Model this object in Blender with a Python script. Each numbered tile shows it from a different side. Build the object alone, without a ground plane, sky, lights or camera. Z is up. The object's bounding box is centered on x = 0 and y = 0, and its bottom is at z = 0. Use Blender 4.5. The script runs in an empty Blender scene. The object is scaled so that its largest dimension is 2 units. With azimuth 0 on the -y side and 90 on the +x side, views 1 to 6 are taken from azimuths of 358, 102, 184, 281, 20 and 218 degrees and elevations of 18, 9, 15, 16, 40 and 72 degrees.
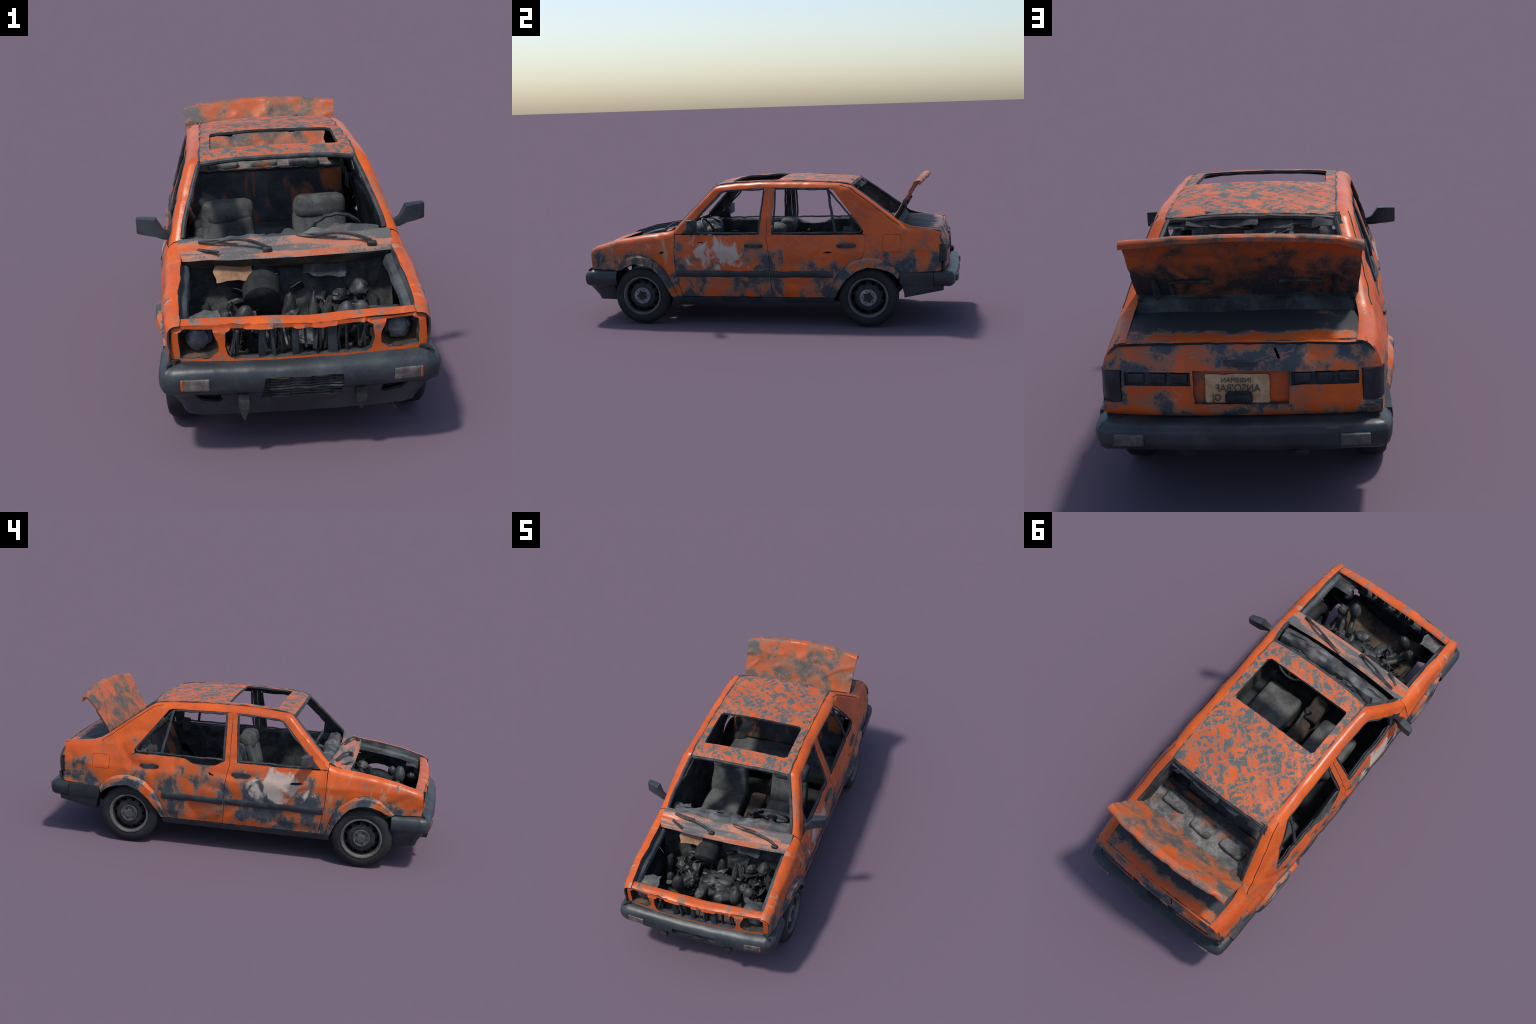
"""Burnt-out orange saloon car: bonnet gone, boot lid standing open, glass gone."""
import bpy, math, random
import numpy as np
from mathutils import Vector, Matrix, Euler, noise
from mathutils.geometry import delaunay_2d_cdt

random.seed(11)
PI = math.pi

# ------------------------------------------------------------------ materials
class Nodes:
    """Small helper to write shader node graphs as expressions."""
    def __init__(self, name):
        self.m = bpy.data.materials.new(name)
        self.m.use_nodes = True
        self.t = self.m.node_tree
        self.b = self.t.nodes['Principled BSDF']
        self.tc = self.t.nodes.new('ShaderNodeTexCoord')
        self.co = self.tc.outputs['Object']

    def link(self, a, b):
        if isinstance(a, (int, float)):
            b.default_value = a
        elif isinstance(a, tuple):
            b.default_value = a if len(a) == 4 or b.type == 'VECTOR' else a + (1,)
        else:
            self.t.links.new(a, b)

    def mapping(self, scale=(1, 1, 1), loc=(0, 0, 0), rot=(0, 0, 0), vec=None):
        n = self.t.nodes.new('ShaderNodeMapping')
        self.link(vec or self.co, n.inputs['Vector'])
        n.inputs['Scale'].default_value = scale
        n.inputs['Location'].default_value = loc
        n.inputs['Rotation'].default_value = rot
        return n.outputs[0]

    def noise(self, scale, detail=3, rough=.55, dist=0, vec=None):
        n = self.t.nodes.new('ShaderNodeTexNoise')
        self.link(vec or self.co, n.inputs['Vector'])
        n.inputs['Scale'].default_value = scale
        n.inputs['Detail'].default_value = detail
        n.inputs['Roughness'].default_value = rough
        n.inputs['Distortion'].default_value = dist
        return n.outputs['Fac']

    def voronoi(self, scale, vec=None, out='Distance'):
        n = self.t.nodes.new('ShaderNodeTexVoronoi')
        self.link(vec or self.co, n.inputs['Vector'])
        n.inputs['Scale'].default_value = scale
        return n.outputs[out]

    def math(self, op, a, b=0.0, clamp=False):
        n = self.t.nodes.new('ShaderNodeMath')
        n.operation = op
        n.use_clamp = clamp
        self.link(a, n.inputs[0]); self.link(b, n.inputs[1])
        return n.outputs[0]

    def xyz(self, vec=None):
        n = self.t.nodes.new('ShaderNodeSeparateXYZ')
        self.link(vec or self.co, n.inputs[0])
        return n.outputs

    def ramp(self, fac, stops):
        n = self.t.nodes.new('ShaderNodeValToRGB')
        self.link(fac, n.inputs[0])
        e = n.color_ramp.elements
        for i, (p, c) in enumerate(stops):
            if i >= 2:
                e.new(p)
            e[i].position = p
            if isinstance(c, (int, float)):
                c = (c, c, c)
            e[i].color = tuple(c) + (1,)
        return n.outputs[0]

    def mix(self, f, a, b):
        n = self.t.nodes.new('ShaderNodeMix')
        n.data_type = 'RGBA'
        self.link(f, n.inputs[0]); self.link(a, n.inputs[6]); self.link(b, n.inputs[7])
        return n.outputs[2]

    def step(self, x, lo, hi):
        n = self.t.nodes.new('ShaderNodeMapRange')
        n.interpolation_type = 'SMOOTHSTEP'
        self.link(x, n.inputs[0])
        n.inputs[1].default_value = lo; n.inputs[2].default_value = hi
        return n.outputs[0]

    def bump(self, h, strength=.3, dist=.002):
        n = self.t.nodes.new('ShaderNodeBump')
        n.inputs['Strength'].default_value = strength
        n.inputs['Distance'].default_value = dist
        self.link(h, n.inputs['Height'])
        self.t.links.new(n.outputs[0], self.b.inputs['Normal'])

    def done(self, col, rough=.6, metal=0.0, spec=.5):
        self.link(col, self.b.inputs['Base Color'])
        self.link(rough, self.b.inputs['Roughness'])
        self.b.inputs['Metallic'].default_value = metal
        self.b.inputs['Specular IOR Level'].default_value = spec
        return self.m

ORANGE = (.66, .108, .011)
ORANGE2 = (.53, .080, .011)
BROWN = (.225, .130, .085)
SLATE = (.045, .058, .070)

def paint(name, scale=9, bias=0.0, height=None, white=False, stretch=(1, 1, 1), width=.22,
          tan=0.0, dist=.3, dark=SLATE, mid=BROWN, orange=ORANGE, along=None, soft=2.2, spread=1.0, grainy=.42, gloss=.36, medium=.30, scratch=.35, criss=False):
    """Scorched paint: orange, wide speckled brown fringe, bare slate-grey burnt patches."""
    k = Nodes(name)
    v = k.mapping(stretch)
    n1 = k.noise(scale, soft, .5, dist, v)
    if criss:   # strokes of surviving paint crossing at right angles
        a = k.noise(scale, soft, .5, dist, k.mapping((1, 2.4, 1), vec=k.mapping(rot=(0, 0, .75))))
        b = k.noise(scale, soft, .5, dist, k.mapping((1, 2.4, 1), (3, 2, 0), vec=k.mapping(rot=(0, 0, -.82))))
        n1 = k.math('ADD', k.math('MINIMUM', a, b), .055)
    n1 = k.math('ADD', k.math('MULTIPLY', k.math('SUBTRACT', n1, .5), spread), .5)
    n2 = k.noise(scale * 3.4, 3, .6, .2, k.mapping(stretch, (1.7, .4, .9)))
    n1 = k.math('ADD', n1, k.math('MULTIPLY', k.math('SUBTRACT', n2, .5), medium))
    speck = k.noise(130, 4, .75)
    grain = k.math('MULTIPLY', k.math('SUBTRACT', speck, .5), grainy)
    streak = k.math('MULTIPLY', k.math('SUBTRACT', k.noise(40, 3, .6, 0, k.mapping((1, 1, .35))), .5), .12)
    m = k.math('ADD', k.math('ADD', n1, streak), k.math('ADD', grain, bias))
    z = k.xyz()[2]
    if height:
        h = k.ramp(z, [(p, .5 + b) for p, b in height])
        m = k.math('ADD', m, k.math('SUBTRACT', h, .5))
    if along:
        y = k.math('ADD', k.math('MULTIPLY', k.xyz()[1], .5), .5)
        m = k.math('ADD', m, k.math('SUBTRACT', k.ramp(y, [(p * .5 + .5, .5 + b) for p, b in along]), .5))
    org = k.mix(k.step(k.noise(5, 3), .35, .65), orange, ORANGE2)
    org = k.mix(k.math('MULTIPLY', k.step(k.noise(60, 3, .7), .45, .72), .45), org, (.38, .10, .04))
    org = k.mix(k.math('MULTIPLY', k.step(k.noise(13, 5, .65, .4, k.mapping((1, 1, .7), (9, 3, 4))), .48, .68), .45), org, (.30, .085, .035))
    col = k.mix(k.math('MULTIPLY', k.step(m, .50 - width * .25, .50 + width * .45), .92), org, mid)
    col = k.mix(k.step(m, .50 + width * .25, .50 + width * .75), col, dark)
    if scratch:
        sn = k.noise(5.5, 3, .55, 1.0, k.mapping((1, 1, 1.6), (5, 7, 2)))
        line = k.math('SUBTRACT', 1.0, k.step(k.math('ABSOLUTE', k.math('SUBTRACT', sn, .5)), .002, .011))
        line = k.math('MULTIPLY', line, k.step(k.noise(9, 2), .48, .6))
        col = k.mix(k.math('MULTIPLY', line, scratch), col, (.36, .22, .16))
    if tan:
        t = k.noise(7, 4, .6, .8, k.mapping((1, 2.2, .8), (3, 1, 2)))
        col = k.mix(k.math('MULTIPLY', k.step(t, .56, .66), tan), col, (.42, .25, .15))
    if white:
        o = k.xyz()
        dy = k.math('DIVIDE', k.math('ADD', o[1], .225), .155)
        dz = k.math('DIVIDE', k.math('SUBTRACT', o[2], .375), .085)
        d = k.math('SQRT', k.math('ADD', k.math('MULTIPLY', dy, dy), k.math('MULTIPLY', dz, dz)))
        wn = k.noise(15, 3, .55, .8, k.mapping((1, 1, .7), (2, .35, 5)))
        d = k.math('ADD', d, k.math('ADD', k.math('MULTIPLY', k.math('SUBTRACT', wn, .5), 3.6), k.math('MULTIPLY', k.math('SUBTRACT', speck, .5), .5)))
        w = k.math('SUBTRACT', 1.0, k.step(d, .45, .95))
        col = k.mix(k.math('MULTIPLY', w, .92), col,
                    k.mix(speck, (.36, .30, .25), (.58, .50, .42)))
    k.bump(k.math('ADD', k.noise(220, 2), k.math('MULTIPLY', n1, 1.5)), .11, .0015)
    rough = k.math('ADD', gloss, k.math('MULTIPLY', k.step(m, .48, .56), .26))
    return k.done(col, rough, 0, .35)

def charred(name, a=(.018, .019, .021), b=(.075, .078, .078), rough=.75, scale=14, rust=0.0, streak=False, bump=.3):
    k = Nodes(name)
    n = k.noise(scale, 5, .65, .3)
    f = k.noise(160, 3, .7)
    t = k.math('ADD', n, k.math('MULTIPLY', k.math('SUBTRACT', f, .5), .35))
    col = k.mix(k.step(t, .35, .72), a, b)
    if rust:
        v = k.mapping((1, 1, .3)) if streak else k.mapping((1, 1, 1), (4, 2, 1))
        r = k.noise(9 if streak else 11, 4, .6, .5, v)
        col = k.mix(k.math('MULTIPLY', k.step(r, .53, .64), rust), col, (.33, .085, .028))
    k.bump(k.math('ADD', f, k.math('MULTIPLY', n, 2)), bump, .002)
    return k.done(col, rough, 0, .4)

SIDE_H = [(0.0, .09), (.20, .07), (.27, .04), (.31, .09), (.345, .085), (.40, -.02), (.46, -.15), (.60, -.24)]
M = dict(
    side=paint('scorched_orange_paint', 11, .01, SIDE_H, stretch=(1, 1, .8), spread=1.05, width=.25),
    door=paint('scorched_door_paint', 11, .01, SIDE_H, white=True, stretch=(1, 1, .8), spread=1.05, width=.25),
    fender=paint('scorched_wing_paint', 9, -.02, [(0, .08), (.30, .07), (.36, .01), (.42, -.08), (.5, -.22)], tan=.75),
    rail=paint('clean_orange_paint', 7, -.2, gloss=.30, scratch=.2),
    roof=paint('blistered_roof_paint', 17, .075, criss=True, width=.26, dist=.3, soft=1.4, spread=1.15, medium=.28, dark=(.085, .098, .098), mid=(.25, .13, .09), grainy=.85, gloss=.45),
    cowl=paint('heat_bleached_paint', 11, .10, stretch=(.35, 1.6, 1.6), width=.3, dark=(.10, .10, .10), mid=(.34, .18, .125)),
    arch=paint('arch_paint', 10, .115, mid=(.25, .17, .125), spread=1.2, width=.25),
    nose=paint('nose_paint', 22, -.06, stretch=(1, .6, 1), width=.25, dark=(.10, .105, .11)),
    deck=paint('boot_deck_paint', 8, -.02, along=[(.70, .35), (.84, .22), (.88, .02), (.92, -.08)], scratch=0, width=.25, dark=(.034, .037, .042)),
    tail=paint('tail_paint', 11, .045, width=.27, spread=1.3, scratch=.7),
    recess=paint('plate_recess_paint', 9, .0, width=.3, mid=(.18, .07, .04), dark=(.07, .045, .035), orange=(.34, .065, .018)),
    lid=paint('boot_lid_paint', 9, .125, width=.36, dist=.7, soft=3.5, spread=1.2, dark=(.085, .08, .075), mid=(.24, .105, .06), orange=(.50, .09, .017), grainy=.6),
    lidin=paint('boot_lid_inner_paint', 8, .07, [(.50, .18), (.60, .10), (.70, -.02), (.76, -.1)], scratch=0, width=.36, dist=.7, soft=3.5, dark=(.03, .03, .033), mid=(.14, .065, .038), orange=(.45, .085, .018)),
    char=charred('charred_steel'),
    black=charred('soot', (.008, .009, .010), (.026, .028, .030), .85),
    ash=charred('ash_grey', (.05, .052, .052), (.17, .17, .165), .85, 18),
    shelf=charred('ashy_shelf', (.065, .065, .062), (.20, .19, .18), .9, 20, rust=.65),
    seat=charred('burnt_upholstery', (.030, .032, .033), (.115, .118, .115), .7, 7),
    seatback=charred('streaked_seat_back', (.022, .024, .028), (.07, .074, .078), .8, 9, rust=.9, streak=True),
    dash=charred('molten_dashboard', (.045, .048, .052), (.13, .135, .14), .6, 9, rust=.12),
    engine=charred('sooty_engine', (.015, .016, .017), (.070, .072, .071), .5, 12),
    tray=charred('rusty_tray', (.03, .024, .02), (.13, .085, .055), .9, 9),
    plastic=charred('sooty_bumper_plastic', (.018, .023, .028), (.042, .051, .058), .40, 6, bump=.12),
    trim=charred('rubber_trim', (.016, .018, .020), (.06, .064, .068), .6, 20),
    innerwing=charred('sooty_inner_wing', (.030, .036, .040), (.085, .095, .10), .6, 9),
    tyre=charred('scorched_tyre', (.009, .010, .0115), (.020, .022, .024), .75, 8),
    rim=charred('rim_steel', (.07, .067, .064), (.18, .165, .15), .55, 14),
    rimdark=charred('rim_black', (.012, .013, .014), (.03, .032, .034), .6, 12),
    hub=charred('hub_steel', (.14, .15, .155), (.30, .31, .32), .5, 30),
    hubdark=charred('hub_dark', (.05, .05, .05), (.12, .118, .115), .5, 25),
    lamp=charred('smoked_lamp', (.010, .012, .017), (.026, .031, .040), .35, 20),
    lens=charred('ashy_lens', (.06, .055, .05), (.17, .15, .135), .5, 22),
    amber=charred('amber_lens', (.30, .06, .02), (.5, .13, .04), .5, 22),
    glassy=charred('sooty_headlamp', (.055, .058, .068), (.15, .155, .175), .5, 22),
    plate=charred('plate_enamel', (.40, .22, .11), (.62, .45, .27), .7, 16),
    ink=charred('plate_ink', (.05, .035, .02), (.10, .07, .04), .8, 20),
    rustplate=charred('rusted_plate', (.22, .115, .06), (.42, .24, .14), .85, 14, rust=.4),
)

# ------------------------------------------------------------------ mesh kit
ROOT = bpy.data.objects.new('burnt_out_car', None)
bpy.context.scene.collection.objects.link(ROOT)
ROOT['label'] = 'burnt-out orange four-door saloon car with open boot lid'
ROOT['category'] = 'car'

def obj(name, verts, faces, mats, idx=None, parent=ROOT, angle=38, kind=None):
    me = bpy.data.meshes.new(name)
    me.from_pydata([tuple(map(float, v)) for v in verts], [], [tuple(int(i) for i in f) for f in faces])
    if not isinstance(mats, (list, tuple)):
        mats = [mats]
    for m in mats:
        me.materials.append(M[m])
    if idx is not None:
        me.polygons.foreach_set('material_index', list(idx))
    me.polygons.foreach_set('use_smooth', [True] * len(me.polygons))
    me.validate()
    me.update()
    me.set_sharp_from_angle(angle=math.radians(angle))
    o = bpy.data.objects.new(name, me)
    bpy.context.scene.collection.objects.link(o)
    o.parent = parent
    if kind:
        o['kind'] = kind
    return o

class Build:
    """Collects several pieces into one mesh."""
    def __init__(self):
        self.v, self.f, self.i = [], [], []
    def add(self, vf, mat=0):
        v, f = vf
        b = len(self.v)
        self.v += [tuple(p) for p in v]
        self.f += [tuple(b + k for k in q) for q in f]
        self.i += [mat] * len(f)
        return self
    def make(self, name, mats, parent=ROOT, **kw):
        return obj(name, self.v, self.f, mats, self.i, parent, **kw)

def nz(x, y, z, s=1.0):
    return noise.noise(Vector((x * s, y * s, z * s)))

def interp(x, pts):
    return float(np.interp(x, [p[0] for p in pts], [p[1] for p in pts]))

def resample(pts, step, closed=True):
    pts = [np.array(p, float) for p in pts]
    out = []
    n = len(pts)
    for i in range(n if closed else n - 1):
        a, b = pts[i], pts[(i + 1) % n]
        k = max(1, int(round(np.linalg.norm(b - a) / step)))
        for j in range(k):
            out.append(a + (b - a) * j / k)
    if not closed:
        out.append(pts[-1])
    return out

def inset(poly, d):
    """Shrink a closed 2D outline by d."""
    P = np.array(poly)
    a = np.roll(P, 1, 0); b = np.roll(P, -1, 0)
    area = np.sum(P[:, 0] * b[:, 1] - b[:, 0] * P[:, 1])
    t = b - a
    t /= np.maximum(np.linalg.norm(t, axis=1, keepdims=True), 1e-9)
    nrm = np.stack([-t[:, 1], t[:, 0]], 1) * (1 if area > 0 else -1)
    return P + nrm * d

def inside(px, py, poly):
    P = np.array(poly)
    r = np.zeros(len(px), bool)
    j = len(P) - 1
    for i in range(len(P)):
        xi, yi = P[i]; xj, yj = P[j]
        if yi != yj:
            r ^= ((yi > py) != (yj > py)) & (px < (xj - xi) * (py - yi) / (yj - yi) + xi)
        j = i
    return r

def mesh2d(outline, holes, res):
    loops = [outline] + list(holes)
    pts, edges = [], []
    for L in loops:
        b = len(pts); n = len(L)
        pts += [tuple(p) for p in L]
        edges += [(b + i, b + (i + 1) % n) for i in range(n)]
    P = np.array(pts)
    lo, hi = P.min(0), P.max(0)
    xs = np.arange(lo[0] + res * .5, hi[0], res)
    ys = np.arange(lo[1] + res * .5, hi[1], res * .87)
    G = np.array([(x + (res * .5 if j % 2 else 0), y) for j, y in enumerate(ys) for x in xs])
    if len(G):
        keep = inside(G[:, 0], G[:, 1], outline)
        for h in holes:
            keep &= ~inside(G[:, 0], G[:, 1], h)
        G = G[keep]
    if len(G):
        d = np.full(len(G), 9.)
        for i in range(0, len(P), 64):
            d = np.minimum(d, np.min(np.linalg.norm(G[:, None] - P[None, i:i + 64], axis=2), axis=1))
        G = G[d > res * .55]
    allp = [Vector(p) for p in pts] + [Vector(g) for g in G]
    vo, eo, fo, *_ = delaunay_2d_cdt(allp, edges, [], 0, 1e-6)
    V = np.array([tuple(v) for v in vo])
    F = np.array([f for f in fo if len(f) == 3])
    c = V[F].mean(1)
    keep = inside(c[:, 0], c[:, 1], outline)
    for h in holes:
        keep &= ~inside(c[:, 0], c[:, 1], h)
    F = F[keep]
    used = np.unique(F)
    remap = -np.ones(len(V), int); remap[used] = np.arange(len(used))
    return V[used], remap[F]

def thicken(V3, F, t):
    """Closed sheet: outer skin, inner skin and rim. Material index 0 outside, 1 inside and rim."""
    V3 = np.asarray(V3, float); F = np.asarray(F)
    n = np.cross(V3[F[:, 1]] - V3[F[:, 0]], V3[F[:, 2]] - V3[F[:, 0]])
    vn = np.zeros_like(V3)
    for k in range(3):
        np.add.at(vn, F[:, k], n)
    vn /= np.maximum(np.linalg.norm(vn, axis=1, keepdims=True), 1e-12)
    tt = t if np.isscalar(t) else np.asarray(t)[:, None]
    W = V3 - vn * tt
    N = len(V3)
    e = {}
    for f in F:
        for a, b in ((f[0], f[1]), (f[1], f[2]), (f[2], f[0])):
            e[(a, b)] = e.get((a, b), 0) + 1
    rim = [(b, a, a + N, b + N) for (a, b) in e if (b, a) not in e]
    faces = [tuple(f) for f in F] + [(f[2] + N, f[1] + N, f[0] + N) for f in F] + rim
    idx = [0] * len(F) + [1] * (len(F) + len(rim))
    return np.vstack([V3, W]), faces, idx

def panel(name, outline, fn, mats, holes=(), res=.012, t=.006, gap=.0012, parent=ROOT, rag=.0, outward=None, seed=0):
    """A sheet-metal panel: 2D outline with holes, mapped onto a surface, with thickness."""
    def prep(L, g):
        L = resample(L, res * .8)
        if rag:
            L = [np.array((p[0] + rag * nz(p[0] * 40, p[1] * 40, seed), p[1] + rag * nz(p[0] * 40, p[1] * 40, seed + 9))) for p in L]
        return [tuple(p) for p in (inset(L, g) if g else L)]
    o = prep(outline, gap)
    hs = [prep(h, -gap) for h in holes]
    V, F = mesh2d(o, hs, res)
    V3 = np.array([fn(a, b) for a, b in V])
    c = V3[F].mean(1)
    n = np.cross(V3[F[:, 1]] - V3[F[:, 0]], V3[F[:, 2]] - V3[F[:, 0]])
    w = outward if outward is not None else (1, 0, 0)
    s = np.sum(n @ np.array(w)) if not callable(w) else np.sum([np.dot(a, w(b)) for a, b in zip(n, c)])
    if s < 0:
        F = F[:, ::-1]
    v, f, i = thicken(V3, F, np.array([t(a, b) for a, b in V]) if callable(t) else t)
    return obj(name, v, f, mats, i, parent)

def tube(path, r, n=8, closed=False, flat=1.0, up=(0, 0, 1)):
    P = np.array(path, float)
    m = len(P)
    rr = [r] * m if np.isscalar(r) else r
    V, F = [], []
    for i in range(m):
        a = P[(i - 1) % m] if closed or i > 0 else P[i]
        b = P[(i + 1) % m] if closed or i < m - 1 else P[i]
        t = b - a; t /= max(np.linalg.norm(t), 1e-9)
        s = np.cross(t, up)
        if np.linalg.norm(s) < 1e-3:
            s = np.cross(t, (1, 0, 0))
        s /= np.linalg.norm(s); u = np.cross(s, t)
        for k in range(n):
            A = 2 * PI * (k + .5) / n
            V.append(P[i] + rr[i] * (math.cos(A) * s + flat * math.sin(A) * u))
    for i in range(m if closed else m - 1):
        j = (i + 1) % m
        for k in range(n):
            l = (k + 1) % n
            F.append((i * n + k, i * n + l, j * n + l, j * n + k))
    if not closed:
        F.append(tuple(range(n - 1, -1, -1)))
        F.append(tuple((m - 1) * n + k for k in range(n)))
    return V, F

def rbox(c, size, r=.01, rot=(0, 0, 0), fn=None, seg=5):
    """Rounded box; fn may bend the unit-less local point."""
    h = np.array(size, float) / 2
    r = min(r, h.min() * .98)
    def axis(hh):
        core = np.linspace(-(hh - r), hh - r, seg + 1)
        return np.concatenate([[-hh, -hh + .3 * r], core, [hh - .3 * r, hh]])
    ax = [axis(x) for x in h]
    key, V, F = {}, [], []
    def vid(p):
        k = tuple(np.round(p, 6))
        if k not in key:
            q = np.array(p); core = np.clip(q, -(h - r), h - r); d = q - core
            L = np.linalg.norm(d)
            if L > 1e-9:
                q = core + d / L * r
            key[k] = len(V); V.append(q)
        return key[k]
    for a in range(3):
        b, d = (a + 1) % 3, (a + 2) % 3
        for s in (-1, 1):
            for i in range(len(ax[b]) - 1):
                for j in range(len(ax[d]) - 1):
                    q = []
                    for di, dj in ((0, 0), (1, 0), (1, 1), (0, 1)):
                        p = [0, 0, 0]; p[a] = s * h[a]; p[b] = ax[b][i + di]; p[d] = ax[d][j + dj]
                        q.append(vid(p))
                    F.append(q if s > 0 else q[::-1])
    R = Euler(rot).to_matrix()
    out = []
    for q in V:
        if fn:
            q = fn(np.array(q))
        w = R @ Vector(q)
        out.append((w.x + c[0], w.y + c[1], w.z + c[2]))
    return out, F

def blob(c, rad, rough=.2, freq=3, seed=0, rot=(0, 0, 0), n=14, m=20, pinch=0.0):
    """Lumpy molten ellipsoid."""
    V, F = [], []
    R = Euler(rot).to_matrix()
    for i in range(n + 1):
        a = PI * i / n
        for j in range(m):
            b = 2 * PI * j / m
            d = np.array((math.sin(a) * math.cos(b), math.sin(a) * math.sin(b), math.cos(a)))
            k = 1 + rough * nz(d[0] * freq + seed * 7.3, d[1] * freq, d[2] * freq) + rough * .5 * nz(d[0] * freq * 2.7, d[1] * freq * 2.7 + seed, d[2] * freq * 2.7)
            w = 1 - pinch * (d[2] * .5 + .5)
            p = R @ Vector((d[0] * rad[0] * k * w, d[1] * rad[1] * k * w, d[2] * rad[2] * k))
            V.append((p.x + c[0], p.y + c[1], p.z + c[2]))
    for i in range(n):
        for j in range(m):
            l = (j + 1) % m
            F.append((i * m + j, (i + 1) * m + j, (i + 1) * m + l, i * m + l))
    return V, F

def sheet(c, size, rot, amp=.01, freq=18, seed=0, t=.003, n=9):
    """Crumpled scrap of sheet metal, with thickness."""
    R = Euler(rot).to_matrix()
    V = []
    for i in range(n):
        for j in range(n):
            u = (i / (n - 1) - .5) * size[0]; v = (j / (n - 1) - .5) * size[1]
            e = .25 * nz(u * 40, v * 40, seed + 3)
            u *= 1 + e; v *= 1 + .25 * nz(v * 40, u * 40, seed + 5)
            w = amp * nz(u * freq, v * freq, seed * 1.7) + amp * .6 * abs(nz(u * freq * 2, v * freq * 2, seed))
            p = R @ Vector((u, v, w))
            V.append((p.x + c[0], p.y + c[1], p.z + c[2]))
    T = []
    for i in range(n - 1):
        for j in range(n - 1):
            a, b, d, e = i * n + j, (i + 1) * n + j, (i + 1) * n + j + 1, i * n + j + 1
            T += [(a, b, d), (a, d, e)]
    v, f, _ = thicken(V, np.array(T), t)
    return v, f

def loft(sections, closed=False, caps=True):
    """Skin through equal-length point rows; rows are closed rings if closed."""
    n = len(sections[0])
    V = [tuple(p) for s in sections for p in s]
    F = []
    for i in range(len(sections) - 1):
        for k in range(n if closed else n - 1):
            l = (k + 1) % n
            F.append((i * n + k, i * n + l, (i + 1) * n + l, (i + 1) * n + k))
    if closed and caps:
        F.append(tuple(range(n - 1, -1, -1)))
        F.append(tuple((len(sections) - 1) * n + k for k in range(n)))
    return V, F

def grid(fn, us, vs):
    V = [fn(u, v) for u in us for v in vs]
    m = len(vs)
    T = []
    for i in range(len(us) - 1):
        for j in range(m - 1):
            a, b, c, d = i * m + j, (i + 1) * m + j, (i + 1) * m + j + 1, i * m + j + 1
            T += [(a, b, c), (a, c, d)]
    return np.array(V), np.array(T)

def gridpanel(name, fn, us, vs, mats, t=.006, parent=ROOT, face=(0, 0, 1), **kw):
    V, T = grid(fn, us, vs)
    n = np.cross(V[T[:, 1]] - V[T[:, 0]], V[T[:, 2]] - V[T[:, 0]]).sum(0)
    if n @ np.array(face) < 0:
        T = T[:, ::-1]
    v, f, i = thicken(V, T, t)
    return obj(name, v, f, mats, i, parent, **kw)

# ------------------------------------------------------------------ body side surface
PROFILE = [(.10, .360), (.15, .380), (.20, .394), (.28, .405), (.36, .409), (.400, .4085), (.41, .405), (.45, .395),
           (.48, .384), (.60, .346), (.71, .308), (.76, .290)]
TOP = [(-.96, .385), (-.94, .398), (-.915, .414), (-.80, .446), (-.70, .465), (-.577, .481), (-.51, .490), (-.475, .500), (-.45, .528),
       (-.262, .719), (-.240, .727), (-.15, .735), (-.02, .742), (.2, .740), (.40, .728), (.45, .719), (.475, .703), (.545, .654),
       (.673, .560), (.72, .527), (.765, .511), (.82, .503), (.91, .493), (.96, .485)]
ROLL = [(-.95, .024), (-.60, .030), (-.48, .028), (-.43, .020), (-.27, .022), (-.2, .030), (.4, .030), (.5, .030), (.9, .030)]
FLAT = [(-.95, .014), (-.60, .012), (-.45, .010), (-.27, .019), (-.2, .022), (.40, .022), (.48, .015), (.7, .012), (.95, .010)]
PLAN = [(-.97, -.044), (-.93, -.038), (-.88, -.029), (-.75, -.020), (-.5, -.010), (-.3, -.002), (.3, 0), (.5, -.005), (.75, -.019), (.88, -.031), (.93, -.039), (.97, -.046)]

def roll_len(y):
    return interp(y, ROLL) * PI / 2

def vmax(y):
    return interp(y, TOP) - interp(y, ROLL) + roll_len(y) + interp(y, FLAT)

def dent(y, z, s):
    """Heat-buckled sheet: soft waves, sharp creases and a few bigger dents."""
    d = .0045 * nz(y * 5.5 + s * 9, z * 7, s * 3.1) + .0018 * nz(y * 16, z * 18 + s * 5, 2.2)
    d -= .0045 * max(0, .25 - abs(nz(y * 6 + 4, z * 8 + s * 7, 5.5))) / .25
    for cy, cz, ry, rz, a in ((.53, .43, .05, .045, .007 if s < 0 else .003), (.45, .415, .08, .03, .006), (-.04, .415, .08, .03, .005),
                              (-.20, .32, .09, .06, .005), (.20, .22, .1, .05, .005), (.80, .36, .06, .05, .005), (-.86, .36, .05, .05, .004)):
        d -= a * max(0, 1 - ((y - cy) / ry) ** 2 - ((z - cz) / rz) ** 2)
    return d + .0005

def side_point(y, v, s, off=0.0):
    zt = interp(y, TOP); r = interp(y, ROLL)
    base = zt - r
    if v <= base:
        z, dx = v, 0.0
    else:
        a = min((v - base) / r, PI / 2)
        z = base + r * math.sin(a)
        dx = r * (1 - math.cos(a)) + max(0.0, v - base - r * PI / 2)
    x = interp(z, PROFILE) + interp(y, PLAN) * min(1, max(.3, (z - .1) / .2)) - dx
    d = dent(y, z, s) * (1 if v < base else .6)
    return (s * (x + d + off), y, z + (.5 * d if v > base else 0))

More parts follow.
